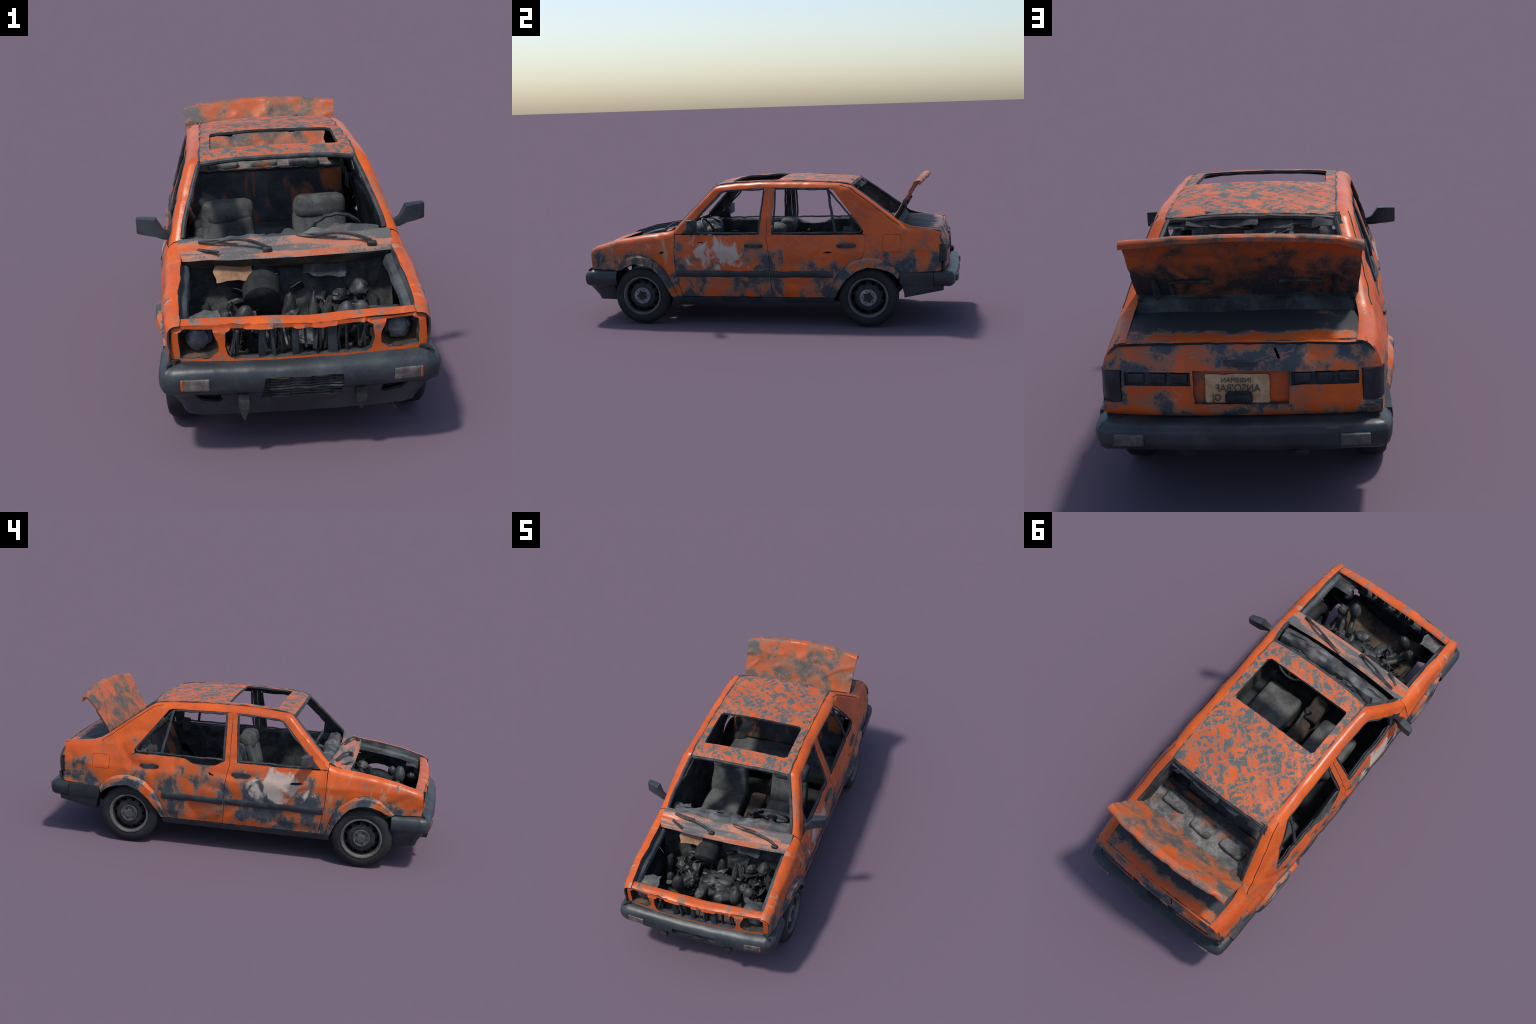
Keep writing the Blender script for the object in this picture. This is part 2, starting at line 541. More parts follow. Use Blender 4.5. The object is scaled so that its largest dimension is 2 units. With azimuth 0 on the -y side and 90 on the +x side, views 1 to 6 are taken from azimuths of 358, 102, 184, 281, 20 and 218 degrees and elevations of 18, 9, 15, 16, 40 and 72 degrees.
ARCH_F_OUT = [(-.806, .289), (-.775, .326), (-.735, .357), (-.69, .371), (-.65, .373), (-.61, .362), (-.576, .341), (-.54, .311),
              (-.511, .274), (-.488, .215), (-.466, .148)]
ARCH_F_IN = [(-.782, .287), (-.765, .292), (-.738, .309), (-.70, .324), (-.662, .328), (-.625, .321), (-.588, .303), (-.56, .275), (-.533, .236),
             (-.512, .195), (-.496, .148)]
ARCH_R_OUT = [(.348, .150), (.366, .21), (.392, .262), (.42, .302), (.458, .338), (.50, .357), (.55, .364), (.60, .358),
              (.642, .345), (.68, .315), (.708, .284)]
ARCH_R_IN = [(.380, .150), (.400, .195), (.437, .249), (.49, .293), (.548, .313), (.61, .306), (.656, .290), (.69, .262), (.700, .250)]

def along_top(a, b, n=40, d=0.0):
    return [(y, vmax(y) - d) for y in np.linspace(a, b, n)]

DOOR_GAP = [(-.469, .484), (-.467, .40), (-.465, .33), (-.453, .24), (-.437, .150)]
FRONT_DOOR = [(-.467, .480)] + [(-.43, .479), (-.22, .476), (-.012, .479), (.010, .712), (.033, .715), (.030, .60), (.026, .465),
              (.038, .40), (.045, .33), (.046, .25), (.052, .150)] + DOOR_GAP[:0:-1]
REAR_DOOR = [(.026, .465), (.030, .60), (.033, .715), (.060, .711), (.053, .479), (.30, .476), (.505, .477), (.537, .473),
             (.535, .41), (.529, .372), (.515, .356), (.462, .340)] + ARCH_R_OUT[3::-1] + [(.052, .150), (.046, .25), (.045, .33), (.038, .40)]
FENDER = [(-.9385, .293), (-.941, .33), (-.941, .38)] + along_top(-.938, -.470) + DOOR_GAP + ARCH_F_OUT[::-1]
RAIL = [(-.468, .482)] + along_top(-.468, .365, 60) + [(.365, .700), (.345, .707), (.06, .713), (.011, .713), (-.20, .703), (-.228, .694),
        (-.33, .587), (-.428, .482)]
QUARTER = [(.365, .700)] + along_top(.365, .912, 50) + [(.915, .485), (.917, .425), (.905, .424), (.904, .337), (.915, .333), (.914, .297), (.905, .290)] \
    + [(.715, .283)] + ARCH_R_OUT[9:3:-1] + [(.462, .340), (.515, .356), (.529, .372), (.535, .41), (.537, .473), (.522, .479), (.527, .492), (.515, .512)]

def rect(y0, y1, z0, z1):
    return [(y0, z0), (y1, z0), (y1, z1), (y0, z1)]

def round_rect(y0, y1, z0, z1, r):
    P = []
    for cx, cy, a0 in ((y1 - r, z1 - r, 0), (y0 + r, z1 - r, 90), (y0 + r, z0 + r, 180), (y1 - r, z0 + r, 270)):
        for k in range(5):
            a = math.radians(a0 + k * 22.5)
            P.append((cx + r * math.cos(a), cy + r * math.sin(a)))
    return P

for s in (1, -1):
    def S(y, v, s=s):
        return side_point(y, v, s)
    out = (s, 0, .3)
    tears = [[(-.355, .408), (-.33, .413), (-.30, .409), (-.285, .403), (-.305, .400), (-.33, .402)]] if s < 0 else [[(-.34, .437), (-.31, .440), (-.312, .436)]]
    fd = FRONT_DOOR
    panel('front_wing', FENDER, S, ['fender', 'char'], res=.011, t=.006, outward=out, rag=.001,
          holes=[[(-.565, .382), (-.535, .391), (-.52, .388), (-.54, .380)]] if s > 0 else [])
    dr = panel('front_door', fd, S, ['door', 'char'], holes=tears, res=.011, t=lambda y, z: .030 if z < .47 else max(.006, .030 - (z - .47) * .9), outward=out, rag=.002)
    rd = list(REAR_DOOR)
    if s < 0:
        i = rd.index((.30, .476))
        rd[i:i + 1] = [(.075, .470), (.10, .455), (.16, .449), (.215, .455), (.24, .468), (.26, .477), (.30, .478)]
    rr = panel('rear_door', rd, S, ['side', 'char'], res=.011, t=lambda y, z: .030 if z < .47 else max(.006, .030 - (z - .47) * .9), outward=out, rag=.002,
               holes=[[(.10, .405), (.13, .420), (.125, .408)]] if s < 0 else [[(.32, .385), (.35, .394), (.37, .388), (.345, .386)]])
    panel('roof_rail', RAIL, S, ['rail', 'char'], res=.010, t=.008, gap=0, outward=out)
    fy0, fy1, fz0, fz1 = (.622, .716, .388, .474) if s > 0 else (.655, .748, .384, .455)
    fuel = round_rect(fy0, fy1, fz0, fz1, .014)
    q = panel('rear_quarter', QUARTER, S, ['side', 'char'], holes=[fuel], res=.011, t=.008, gap=0, outward=out)
    panel('fuel_flap', fuel, S, ['rail', 'char'], res=.012, t=.006, gap=.0014, parent=q, outward=out, rag=.0012)
    # wheel-arch flares stand proud of the wings
    for nm, OUT, IN in (('front_arch_flare', ARCH_F_OUT, ARCH_F_IN), ('rear_arch_flare', ARCH_R_OUT, ARCH_R_IN)):
        A = np.array(resample(OUT, .01, False)); B = np.array(resample(IN, .01, False))
        n = 60
        pick = lambda P, t: np.array([np.interp(t, np.linspace(0, 1, len(P)), P[:, k]) for k in (0, 1)])
        def arch(t, w, A=A, B=B, s=s):
            p = pick(A, t) * (1 - w) + pick(B, t) * w
            o = .001 + .017 * min(1, w / .22) ** .8 + .004 * w
            o *= min(1, .35 + 3 * t, .35 + 3 * (1 - t))
            return side_point(p[0], p[1], s, o + .0015 * nz(p[0] * 30, p[1] * 30, s))
        V, T = grid(arch, np.linspace(0, 1, n), np.linspace(0, 1, 9))
        nn = np.cross(V[T[:, 1]] - V[T[:, 0]], V[T[:, 2]] - V[T[:, 0]]).sum(0)
        if nn[0] * s < 0:
            T = T[:, ::-1]
        v, f, i = thicken(V, T, .012)
        obj(nm, v, f, ['arch', 'black'], i)
    # rubbing strips on the doors
    for y0, y1, par in ((-.455, .040, dr), (.050, .372, rr)):
        def strip(u, w, s=s):
            z0 = .257 + .010 * nz(u * 13, 3, s) * .5; z1 = .292 + .012 * nz(u * 12, 7, s) * .5
            z = z0 + (z1 - z0) * w
            return side_point(u, z, s, .0045 * math.sin(PI * min(1, max(0, w))) ** .4)
        gridpanel('rubbing_strip', strip, np.linspace(y0, y1, 60), np.linspace(0, 1, 6), ['plastic', 'plastic'], .006, par, face=(s, 0, 0))
    # sunken door handles
    for y0, y1, par in ((-.088, .010, dr), (.390, .490, rr)):
        B = Build()
        n = 14
        sec = []
        for k in range(n + 1):
            y = y0 + (y1 - y0) * k / n
            h = .0135 * min(1, .5 + 2.6 * min(k / n, 1 - k / n))
            x = abs(side_point(y, .421, s)[0])
            pr = .008 * min(1, .4 + 3 * min(k / n, 1 - k / n))
            sec.append([(s * (x + dx), y, .421 + dz) for dx, dz in ((-.006, -h), (pr, -h * .8), (pr + .002, h * .7), (-.006, h))])
        B.add(loft(sec, True))
        B.make('door_handle', ['trim'], par)
    P = [side_point(y, vmax(y) - .045 + .004 * nz(y * 30, s, 1), s, .0003) for y in np.linspace(.40, .705, 40)]
    Build().add(tube(P, .0016, 5)).make('pillar_seam', ['black'], q)
    # rubber seals round the side windows
    def seal(pts, r, closed=True, name='window_seal'):
        P = [side_point(a, b, s, -.005) for a, b in resample(pts, .02, closed)]
        P = [(x, y + .004 * nz(y * 20, z * 20, 1), z + .005 * nz(y * 25, z * 25, 4 + s)) for x, y, z in P]
        B = Build().add(tube(P, r, 6, closed, up=(1, 0, 0)))
        B.make(name, ['trim'])
    seal([(-.420, .484), (-.222, .690), (-.20, .698), (.004, .705), (-.016, .484)], .0052)
    seal([(.066, .704), (.34, .700), (.512, .508), (.516, .492), (.505, .485), (.060, .484)], .0052)
    seal([(.341, .700), (.383, .484)], .0075, False, 'quarter_window_post')
    # door mirror foot plate and head
    mz = lambda y, z, o: side_point(y, z, s, o)
    B = Build()
    tri = [(-.428, .484), (-.345, .484), (-.352, .560)]
    V2, F2 = mesh2d([tuple(p) for p in resample(tri, .012)], [], .015)
    V3 = np.array([mz(a, b, .001) for a, b in V2])
    nn = np.cross(V3[F2[0, 1]] - V3[F2[0, 0]], V3[F2[0, 2]] - V3[F2[0, 0]])
    if nn[0] * s < 0:
        F2 = F2[:, ::-1]
    B.add(thicken(V3, F2, .012)[:2])
    head = [  # (x, y front, y back, z low, z high)
        (.366, -.398, -.376, .490, .514), (.388, -.398, -.372, .492, .524), (.404, -.394, -.360, .496, .548),
        (.412, -.392, -.354, .499, .560), (.445, -.382, -.348, .503, .562), (.474, -.370, -.345, .508, .562), (.4765, -.366, -.346, .511, .559)]
    sec = []
    for x, ya, yb, z0, z1 in head:
        c = ya + (yb - ya) * .25; zc = (z0 + z1) / 2; b = .9
        sec.append([(s * x, ya, zc + (z1 - zc) * b), (s * x, c, z1), (s * x, yb, z1), (s * x, yb, z0), (s * x, c, z0), (s * x, ya, zc + (z0 - zc) * b)])
    v, f = loft(sec, True)
    B.add((v, f))
    B.make('door_mirror', ['plastic'], dr)
    # sill
    sec = []
    for y in np.linspace(-.492, .372, 40):
        e = .0025 * nz(y * 14, s, 2)
        up = .152 - (.004 if y > -.44 else .0)
        sec.append([(s * (.381 + e), y, up), (s * (.378 + e), y, .138 + e), (s * .364, y, .117 + e), (s * .31, y, .117), (s * .31, y, .150)])
    Build().add(loft(sec, True)).make('sill', ['plastic'])

# ------------------------------------------------------------------ roof with sunroof hole
def roof_z(x, y):
    c = interp(y, [(-.31, .708), (-.285, .726), (-.26, .736), (-.19, .745), (-.05, .752), (.1, .755), (.25, .752), (.44, .738), (.47, .732)])
    e = interp(y, TOP) + .002 if y > -.235 else interp(y, [(-.31, .694), (-.268, .716), (-.235, .729)])
    k = min(1, abs(x) / .258)
    return c + (e - c) * k ** 2.6 + .0022 * nz(x * 9, y * 9, 5) + .0012 * nz(x * 24, y * 24, 8)

RX = [(-.30, .264), (-.25, .260), (0, .257), (.46, .257)]
def roof_fn(a, b):
    # a: -1..1 scaled by .26, b: y
    x = a * interp(b, RX) / .26
    y = b - (.009 * (1 - (a / .26) ** 2) if b < -.2 else 0) * min(1, (-.2 - b) / .06 if b < -.2 else 0)
    y += (.012 * (1 - (a / .26) ** 2)) * max(0, (b - .3) / .16)
    return (x, y, roof_z(x, y))
ROOF = [(-.26, -.268), (0, -.268), (.26, -.268), (.26, .452), (0, .452), (-.26, .452)]
SUN = [(-.217, -.182), (.205, -.182), (.219, -.168), (.224, .055), (.212, .071), (-.212, .073), (-.224, .060), (-.223, -.170)]
rf = panel('roof_panel', ROOF, roof_fn, ['roof', 'char'], holes=[SUN], res=.011, t=.009, gap=.0, rag=.0022, outward=(0, 0, 1))
# roof gutter seam
for s in (1, -1):
    P = []
    for y in np.linspace(-.268, .452, 60):
        x, yy, z = roof_fn(s * .2595, y)
        P.append((x + s * .001 + .003 * nz(y * 22, s, 3), yy, z + .0010))
    Build().add(tube(P, .0030, 6)).make('gutter_seam', ['arch'], rf)
P = [roof_fn(a, b) for a, b in resample(SUN, .015)]
P = [(x, y, z - .008) for x, y, z in P]
Build().add(tube(P, .004, 6, True)).make('sunroof_frame', ['black'], rf)

# wind-screen opening: header seal, pillar seals
def ws_side(t, s, d=.0):
    y = -.462 + t * (.205)
    x, yy, z = side_point(y, vmax(y), s)
    return (x - s * d, yy, z - .002)
P = [roof_fn(a, -.268) for a in np.linspace(-.255, .255, 24)]
P = [(x, y - .004, z - .006 + .002 * nz(x * 20, 1, 1)) for x, y, z in P]
L = [ws_side(t, -1, .004) for t in np.linspace(0, .97, 16)]
R = [ws_side(t, 1, .004) for t in np.linspace(.97, 0, 16)]

def base_pt(x):
    k = (x / .338) ** 2
    return (x, -.482 + .018 * k, .497 + .006 * k)
Bp = [base_pt(x) for x in np.linspace(.336, -.336, 26)]
Build().add(tube(L + P + R, .0085, 8)).make('windscreen_seal', ['trim'])

# scuttle panel in front of the windscreen
def cowl(u, v):
    x = u
    k = (x / .338) ** 2
    y0 = -.482 + .018 * k; y1 = -.574 + .010 * k
    prof = interp(v, [(0, .0), (.12, .004), (.30, -.006), (.45, -.011), (.6, -.010), (.75, -.016), (.9, -.017), (1, -.030)])
    z = .507 + .003 * k + prof - .012 * v + .0035 * nz(x * 6, v * 5, 3) + .0025 * nz(x * 14, v * 9, 6)
    return (x, y0 + (y1 - y0) * v, z)
cw = gridpanel('scuttle_panel', cowl, np.linspace(-.340, .340, 64), np.linspace(-.03, 1, 22), ['cowl', 'char'], .010)
def cowl_lip(u, v):
    x, y, z = cowl(u, 1)
    return (x, y + .002 + .03 * v, z - .005 - .030 * v + .004 * nz(x * 10, v * 6, 2))
gridpanel('scuttle_lip', cowl_lip, np.linspace(-.325, .325, 50), np.linspace(0, 1, 7), ['tray', 'black'], .006, cw, face=(0, -1, 0))  # dark tray colour paints in the shadow under the scuttle's front roll
for x0, x1, h in ((-.06, -.275, 0), (.27, .03, 1)):
    P = []
    for t in np.linspace(0, 1, 14):
        x = x0 + (x1 - x0) * t
        k = (x / .338) ** 2
        y = (-.553 + .010 * k) + .062 * t ** .8 * (1 if h else .8)
        P.append((x, y, .512 - .016 + .018 * math.sin(PI * min(1, t * 1.3)) + .012 * t))
    B = Build().add(tube(P, [.0065 - .003 * t for t in np.linspace(0, 1, 14)], 6))
    B.add(rbox((x0, -.55, .487), (.03, .02, .02), .006, seg=2))
    B.add(tube([(P[6][0], P[6][1] + .008, P[6][2]), (P[-1][0], P[-1][1] + .01, P[-1][2])], .004, 5))
    B.make('wiper', ['trim'], cw)
Build().add(rbox((-.245, -.545, .492), (.075, .014, .004), .001, (0, 0, -.55), seg=2)).make('wiper_blade_scrap', ['trim'], cw)

# ------------------------------------------------------------------ nose
def bow_front(x):
    return -.957 + .024 * (abs(x) / .345) ** 2.2
def nose_fn(x, z):
    y = bow_front(x) + .004 * math.sin((z - .29) / .11 * PI) * 0 + .0025 * nz(x * 9, z * 14, 4) + (.006 if z > .385 else 0)
    return (x, y, z + .0025 * nz(x * 8, 3, 1) - .006 * math.exp(-((x - .04) / .09) ** 2) * (z > .38))
HEAD = lambda s: [(s * .338, .304), (s * .338, .378), (s * .320, .388), (s * .245, .386), (s * .230, .350), (s * .228, .318), (s * .255, .300)]
GRILLE = [(-.206, .376), (-.19, .385), (.19, .385), (.206, .376), (.210, .335), (.200, .305), (.185, .298), (-.185, .298), (-.200, .305), (-.210, .335)]
NOSE = [(-.362, .290), (.362, .290), (.362, .330), (.357, .398), (0, .398), (-.357, .398), (-.362, .330)]
ns = panel('front_panel', NOSE, nose_fn, ['nose', 'char'], holes=[HEAD(1), HEAD(-1), GRILLE], res=.009, t=.022, gap=0, rag=.003, outward=(0, -1, 0))
def bar(u, v):
    y0 = bow_front(u) + .005
    y = y0 + v * (.050 - .012 * (abs(u) / .34) ** 2)
    z = .398 + .009 * math.sin(min(1, v * 1.5) * PI / 2) - .006 * math.exp(-((u - .04) / .09) ** 2) + .0022 * nz(u * 12, v * 3, 7) \
        - .010 * max(0, v - .8) * 5 * .4
    return (u, y, z)
gridpanel('bonnet_slam_panel', bar, np.linspace(-.352, .352, 70), np.linspace(0, 1, 9), ['nose', 'black'], .010, ns)
for s in (1, -1):
    B = Build()
    rings = []
    cx = .287
    for d, k in ((.004, 1.0), (.030, .97), (.055, .86), (.075, .7)):
        ring = [(s * (cx + (abs(p[0]) - cx) * k), bow_front(p[0]) + d, .344 + (p[1] - .344) * k) for p in HEAD(1)]
        rings.append(ring if s > 0 else ring)
    v, f = loft(rings, True, False)
    f = list(f) + [tuple(range(3 * 7, 4 * 7))]
    B.add((v, f), 0)
    B.add(blob((s * .285, -.898, .346), (.034, .022, .034), .22, 2.2, seed=3 + s, n=9, m=12), 1)
    B.add(blob((s * .262, -.885, .350), (.022, .02, .026), .3, 2.2, seed=6 + s, n=8, m=10), 1)
    B.make('headlamp', ['tray', 'glassy'], ns, angle=25)
# grille: three posts and bunches of molten vertical slats
B = Build()
for x, w in ((-.105, .022), (-.012, .020), (.092, .028)):
    B.add(rbox((x, -.938, .341), (w, .016, .098), .004, (0, .03 * math.sin(x * 40), 0), seg=2), 0)
B.make('grille_post', ['plastic'], ns)
B = Build()
rnd = random.Random(5)
for k in range(46):
    x = rnd.uniform(-.19, .19)
    if -.17 < x < -.115 and rnd.random() < .8 or .115 < x < .16 and rnd.random() < .8:
        continue
    w = rnd.uniform(.003, .008)
    B.add(rbox((x, -.928 + rnd.uniform(-.012, .012), .341), (w, rnd.uniform(.006, .02), rnd.uniform(.05, .10)), .0012,
               (rnd.uniform(-.3, .3), rnd.uniform(-.25, .25), rnd.uniform(-.6, .6)), seg=1), 0)
B.make('grille_slats', ['trim'], ns, kind='stuff')

# ------------------------------------------------------------------ bumpers
def plan_front(t):
    """Centre line of the front bumper face: t -1..1 from side end to side end."""
    pts = [(-.400, -.795), (-.402, -.86), (-.403, -.905), (-.401, -.944), (-.389, -.971), (-.360, -.985), (-.25, -.994), (-.10, -.999), (0, -1.001)]
    u = [0, .12, .2, .27, .34, .41, .58, .83, 1]
    a = 1 - abs(t)
    x = np.interp(a, u, [p[0] for p in pts]); y = np.interp(a, u, [p[1] for p in pts])
    return (-x if t > 0 else x), y

def wrap(t, plan, out, z):
    x, y = plan(t)
    x2, y2 = plan(min(1, t + .01)); x1, y1 = plan(max(-1, t - .01))
    n = np.array((y2 - y1, -(x2 - x1))); n /= np.linalg.norm(n)
    return x + n[0] * out, y + n[1] * out, z

ts = np.concatenate([np.linspace(-1, -.55, 30), np.linspace(-.52, .52, 50), np.linspace(.55, 1, 30)])
def bump_sec(t, prof, plan, amp=.0015):
    return [wrap(t, plan, o + amp * nz(t * 8, z * 40, 1), z + amp * nz(t * 9, 4, o * 30)) for o, z in prof]
UP = [(-.060, .293), (-.046, .2925), (-.030, .288), (-.013, .279), (-.004, .267), (0, .252), (-.001, .228), (-.005, .214), (-.014, .207), (-.026, .200),
      (-.040, .180), (-.058, .150), (-.068, .124), (-.080, .119), (-.098, .119)]
UPL = np.concatenate([[0], np.cumsum([math.dist(UP[i], UP[i + 1]) for i in range(len(UP) - 1)])])
HALF = .66                       # half the developed length of the bumper
b_of = lambda z: float(np.interp(-z, [-p[1] for p in UP[1:13]], UPL[1:13]))
def bumper_fn(a, b):
    t = a / HALF
    o = np.interp(b, UPL, [p[0] for p in UP]); z = np.interp(b, UPL, [p[1] for p in UP])
    k = min(1, max(0, (abs(t) - .55) / .15))
    if z < .208:
        low = -o - .010
    if z < .14:
        z -= .007 * (1 - k)
    w = .0022 * nz(t * 8, b * 18, 1) + .001 * nz(t * 30, b * 40, 4)
    if z < .208:
        # the lower valance tucks in under the bumper
        x, y, z = wrap(t, plan_front, -.010 + w, z + .002 * nz(t * 9, 4, b * 10))
        return (x * (1 - low / .40), y + low * min(1, max(0, (-.80 - y) / .18)), z)
    return wrap(t, plan_front, o + w, z + .002 * nz(t * 9, 4, b * 10))
def t_of_x(x):
    lo, hi = 0.0, .75
    for _ in range(40):
        m = (lo + hi) / 2
        if abs(plan_front(m)[0]) < abs(x): lo = m
        else: hi = m
    return math.copysign(lo, x) * HALF
bb = lambda pts: [(t_of_x(x), b_of(z)) for x, z in pts]
E_ = HALF
LOW = UPL[-1]
OUTB = [(-E_, 0), (E_, 0), (E_, b_of(.208)), (E_ * .96, b_of(.206)), (E_ * .955, LOW), (-E_ * .955, LOW), (-E_ * .96, b_of(.206)), (-E_, b_of(.208))]
holes = [bb([(-.103, .254), (.114, .254), (.119, .184), (-.122, .182)])]
for k in (1, -1):
    holes.append(bb([(k * .240, .198), (k * .318, .200), (k * .312, .176), (k * .262, .166), (k * .244, .176)]))
bf = panel('front_bumper', OUTB, bumper_fn, ['plastic', 'black'], holes=holes, res=.010, t=.008, gap=0, rag=.0015, outward=(0, -1, .2))
for s in (1, -1):
    B = Build()
    B.add(rbox((s * .295, -.985, .241), (.076, .016, .035), .004, (0, 0, s * .10), seg=3), 0)
    B.add(rbox((s * .334, -.981, .241), (.009, .016, .034), .003, (0, 0, s * .3), seg=2), 1)
    B.make('indicator_lamp', ['lens', 'amber'], bf)
    Build().add(rbox((s * .280, -.905, .182), (.10, .02, .06), .004, seg=2)).make('fog_hole_backing', ['black'], bf)  # solid black box added behind the valance opening to keep it dark
    # towing eye stubs
    d = .0 if s < 0 else .006
    sec = []
    for z, w, yo in ((.205, .010, 0), (.200, .015, -.012), (.165, .015, -.014), (.150, .013, -.010), (.117 + 2.2 * d, .002, -.004)):
        x = s * .166; y = -.968 + yo
        sec.append([(x - w, y, z), (x + w, y, z), (x + w, y + .03, z), (x - w, y + .03, z)])
    Build().add(loft(sec, True)).make('tow_bracket', ['char'], bf)
# melted central air grille in the bumper
B = Build()
for k in range(9):
    z = .181 + k * .0085
    P = [(x, -.985 + .006 * nz(x * 25, k, 1) + (.022 if z < .21 else 0), z + .003 * nz(x * 30, k * 3, 5)) for x in np.linspace(-.118, .114, 26)]
    B.add(tube(P, .0030, 5), 0)
for k in range(4):
    x = -.09 + .06 * k
    B.add(rbox((x, -.965, .218), (.005, .02, .078), .001, (.25, .05 * k, 0), seg=2), 1)
B.make('bumper_grille', ['char', 'black'], bf)

def plan_rear(t):
    pts = [(-.396, .878), (-.396, .92), (-.392, .955), (-.381, .975), (-.352, .985), (-.25, .992), (0, 1.0)]
    u = [0, .08, .16, .22, .30, .50, 1]
    a = 1 - abs(t)
    x = np.interp(a, u, [p[0] for p in pts]); y = np.interp(a, u, [p[1] for p in pts])
    return (x if t > 0 else -x), y
UPR = [(-.070, .292), (-.040, .290), (-.015, .286), (-.004, .278), (0, .266), (.0, .245), (-.006, .224), (-.018, .214), (-.060, .214)]
B = Build().add(loft([bump_sec(t, UPR, plan_rear) for t in ts], True))
br = B.make('rear_bumper', ['plastic'])
for s in (1, -1):
    sec = []
    for y in np.linspace(.708, .8745, 14):
        k = (y - .708) / .166
        o = .0015 * nz(y * 20, s, 1)
        zt = .285
        lean = .02 * (1 - k)
        sec.append([(s * (.397 + o), y, zt), (s * (.399 + o), y, .262), (s * (.397 + o), y, .232), (s * .390, y + lean * .5, .215), (s * .33, y + lean * .5, .215), (s * .33, y, zt)])
    B = Build().add(loft(sec, True))
    # lower apron rising to the back
    sec = []
    for y in np.linspace(.730, .925, 14):
        k = (y - .730) / .195
        b = .153 + .040 * k
        sec.append([(s * .388, y - .012 * (1 - k), .218), (s * .384, y, b + .02), (s * .376, y, b), (s * .32, y, b + .004), (s * .32, y, .218)])
    B.add(loft(sec, True))
    B.make('bumper_end', ['plastic'], br)
    Build().add(rbox((s * .296, .9895, .250), (.078, .016, .031), .003, (0, 0, s * -.06), seg=3)).make('rear_reflector', ['hubdark'], br)
B = Build()
for x in (-.148, .146):
    B.add(blob((x, .955, .205), (.028, .02, .016), .5, 3, seed=x * 50, n=8, m=10))
B.make('exhaust_bracket', ['black'], br)

# ------------------------------------------------------------------ tail
def bow_rear(x):
    return -.017 * (abs(x) / .36) ** 2.4
TAILP = [(0, .300), (.02, .304), (.10, .335), (.14, .375), (.20, .42), (.30, .455), (.36, .494)]
def tail_fn(x, z):
    y = interp(z, [(.292, .934), (.302, .948), (.33, .953), (.38, .953), (.424, .947), (.445, .939), (.470, .926), (.495, .912)]) + bow_rear(x)
    y += .0030 * nz(x * 8, z * 15, 9) + .005 * math.exp(-((x + .01) / .05) ** 2 - ((z - .455) / .014) ** 2)
    return (x, y, z)
HALF_TAIL = [(.362, .294), (.369, .305), (.371, .336), (.318, .336), (.316, .424), (.370, .424), (.362, .452), (.350, .472), (.335, .486), (.316, .4945)]
TAIL = HALF_TAIL + [(-x, z) for x, z in HALF_TAIL[::-1]]
PLATEHOLE = [(-.126, .332), (.124, .332), (.126, .4235), (-.128, .4225)]
STRIP = lambda s: [(s * .132, .383), (s * .308, .383), (s * .308, .419), (s * .132, .419)]
tl = panel('tail_panel', TAIL, tail_fn, ['tail', 'char'], holes=[PLATEHOLE, STRIP(1), STRIP(-1), [(-.105, .452), (-.092, .478), (-.088, .474), (-.096, .452)]],
           res=.010, t=.010, gap=0, rag=.0018, outward=(0, 1, 0))
def recess(x, z):
    px, py, pz = tail_fn(x, z)
    return (px, py - .014, pz)
panel('plate_recess', [(-.135, .325), (.135, .325), (.135, .430), (-.135, .430)], recess, ['recess', 'char'], res=.012, t=.006, gap=0, parent=tl, outward=(0, 1, 0))
def plate_fn(x, z):
    px, py, pz = tail_fn(x, z)
    return (px, py - .007 + .002 * nz(x * 30, z * 30, 2), pz)
pp = panel('number_plate', round_rect(-.075, .094, .334, .412, .006), plate_fn, ['plate', 'char'], res=.010, t=.004, gap=0, rag=.0015, parent=tl, outward=(0, 1, 0))
def lettering(txt, size, x, z, w):
    c = bpy.data.curves.new('plate_lettering', 'FONT')
    c.body = txt; c.size = size; c.extrude = .0008; c.align_x = 'CENTER'
    o = bpy.data.objects.new('plate_lettering', c)
    bpy.context.scene.collection.objects.link(o)
    o.matrix_world = Matrix.Translation((x, .9495, z)) @ Matrix(((1, 0, 0, 0), (0, 0, 1, 0), (0, 1, 0, 0), (0, 0, 0, 1))) @ Matrix.Diagonal((w, 1, 1, 1))
    dg = bpy.context.evaluated_depsgraph_get()
    me = bpy.data.meshes.new_from_object(o.evaluated_get(dg))
    me.transform(o.matrix_world)
    bpy.data.objects.remove(o)
    me.name = 'plate_lettering'
    me.materials.clear(); me.materials.append(M['ink'])
    n = bpy.data.objects.new('plate_lettering', me)
    bpy.context.scene.collection.objects.link(n)
    n.parent = pp
lettering("INSI3MAN", .019, .012, .392, .95)
lettering("ANSO'BAF", .030, .008, .366, .85)
lettering("J", .026, .074, .341, .9)
lettering("O", .026, .062, .341, .9)
Build().add(rbox((.006, .955, .350), (.072, .030, .034), .010, seg=3, fn=lambda q: q * (1 - .25 * (q[1] > 0) * abs(q[2]) / .017))).make('boot_lock', ['black'], tl)
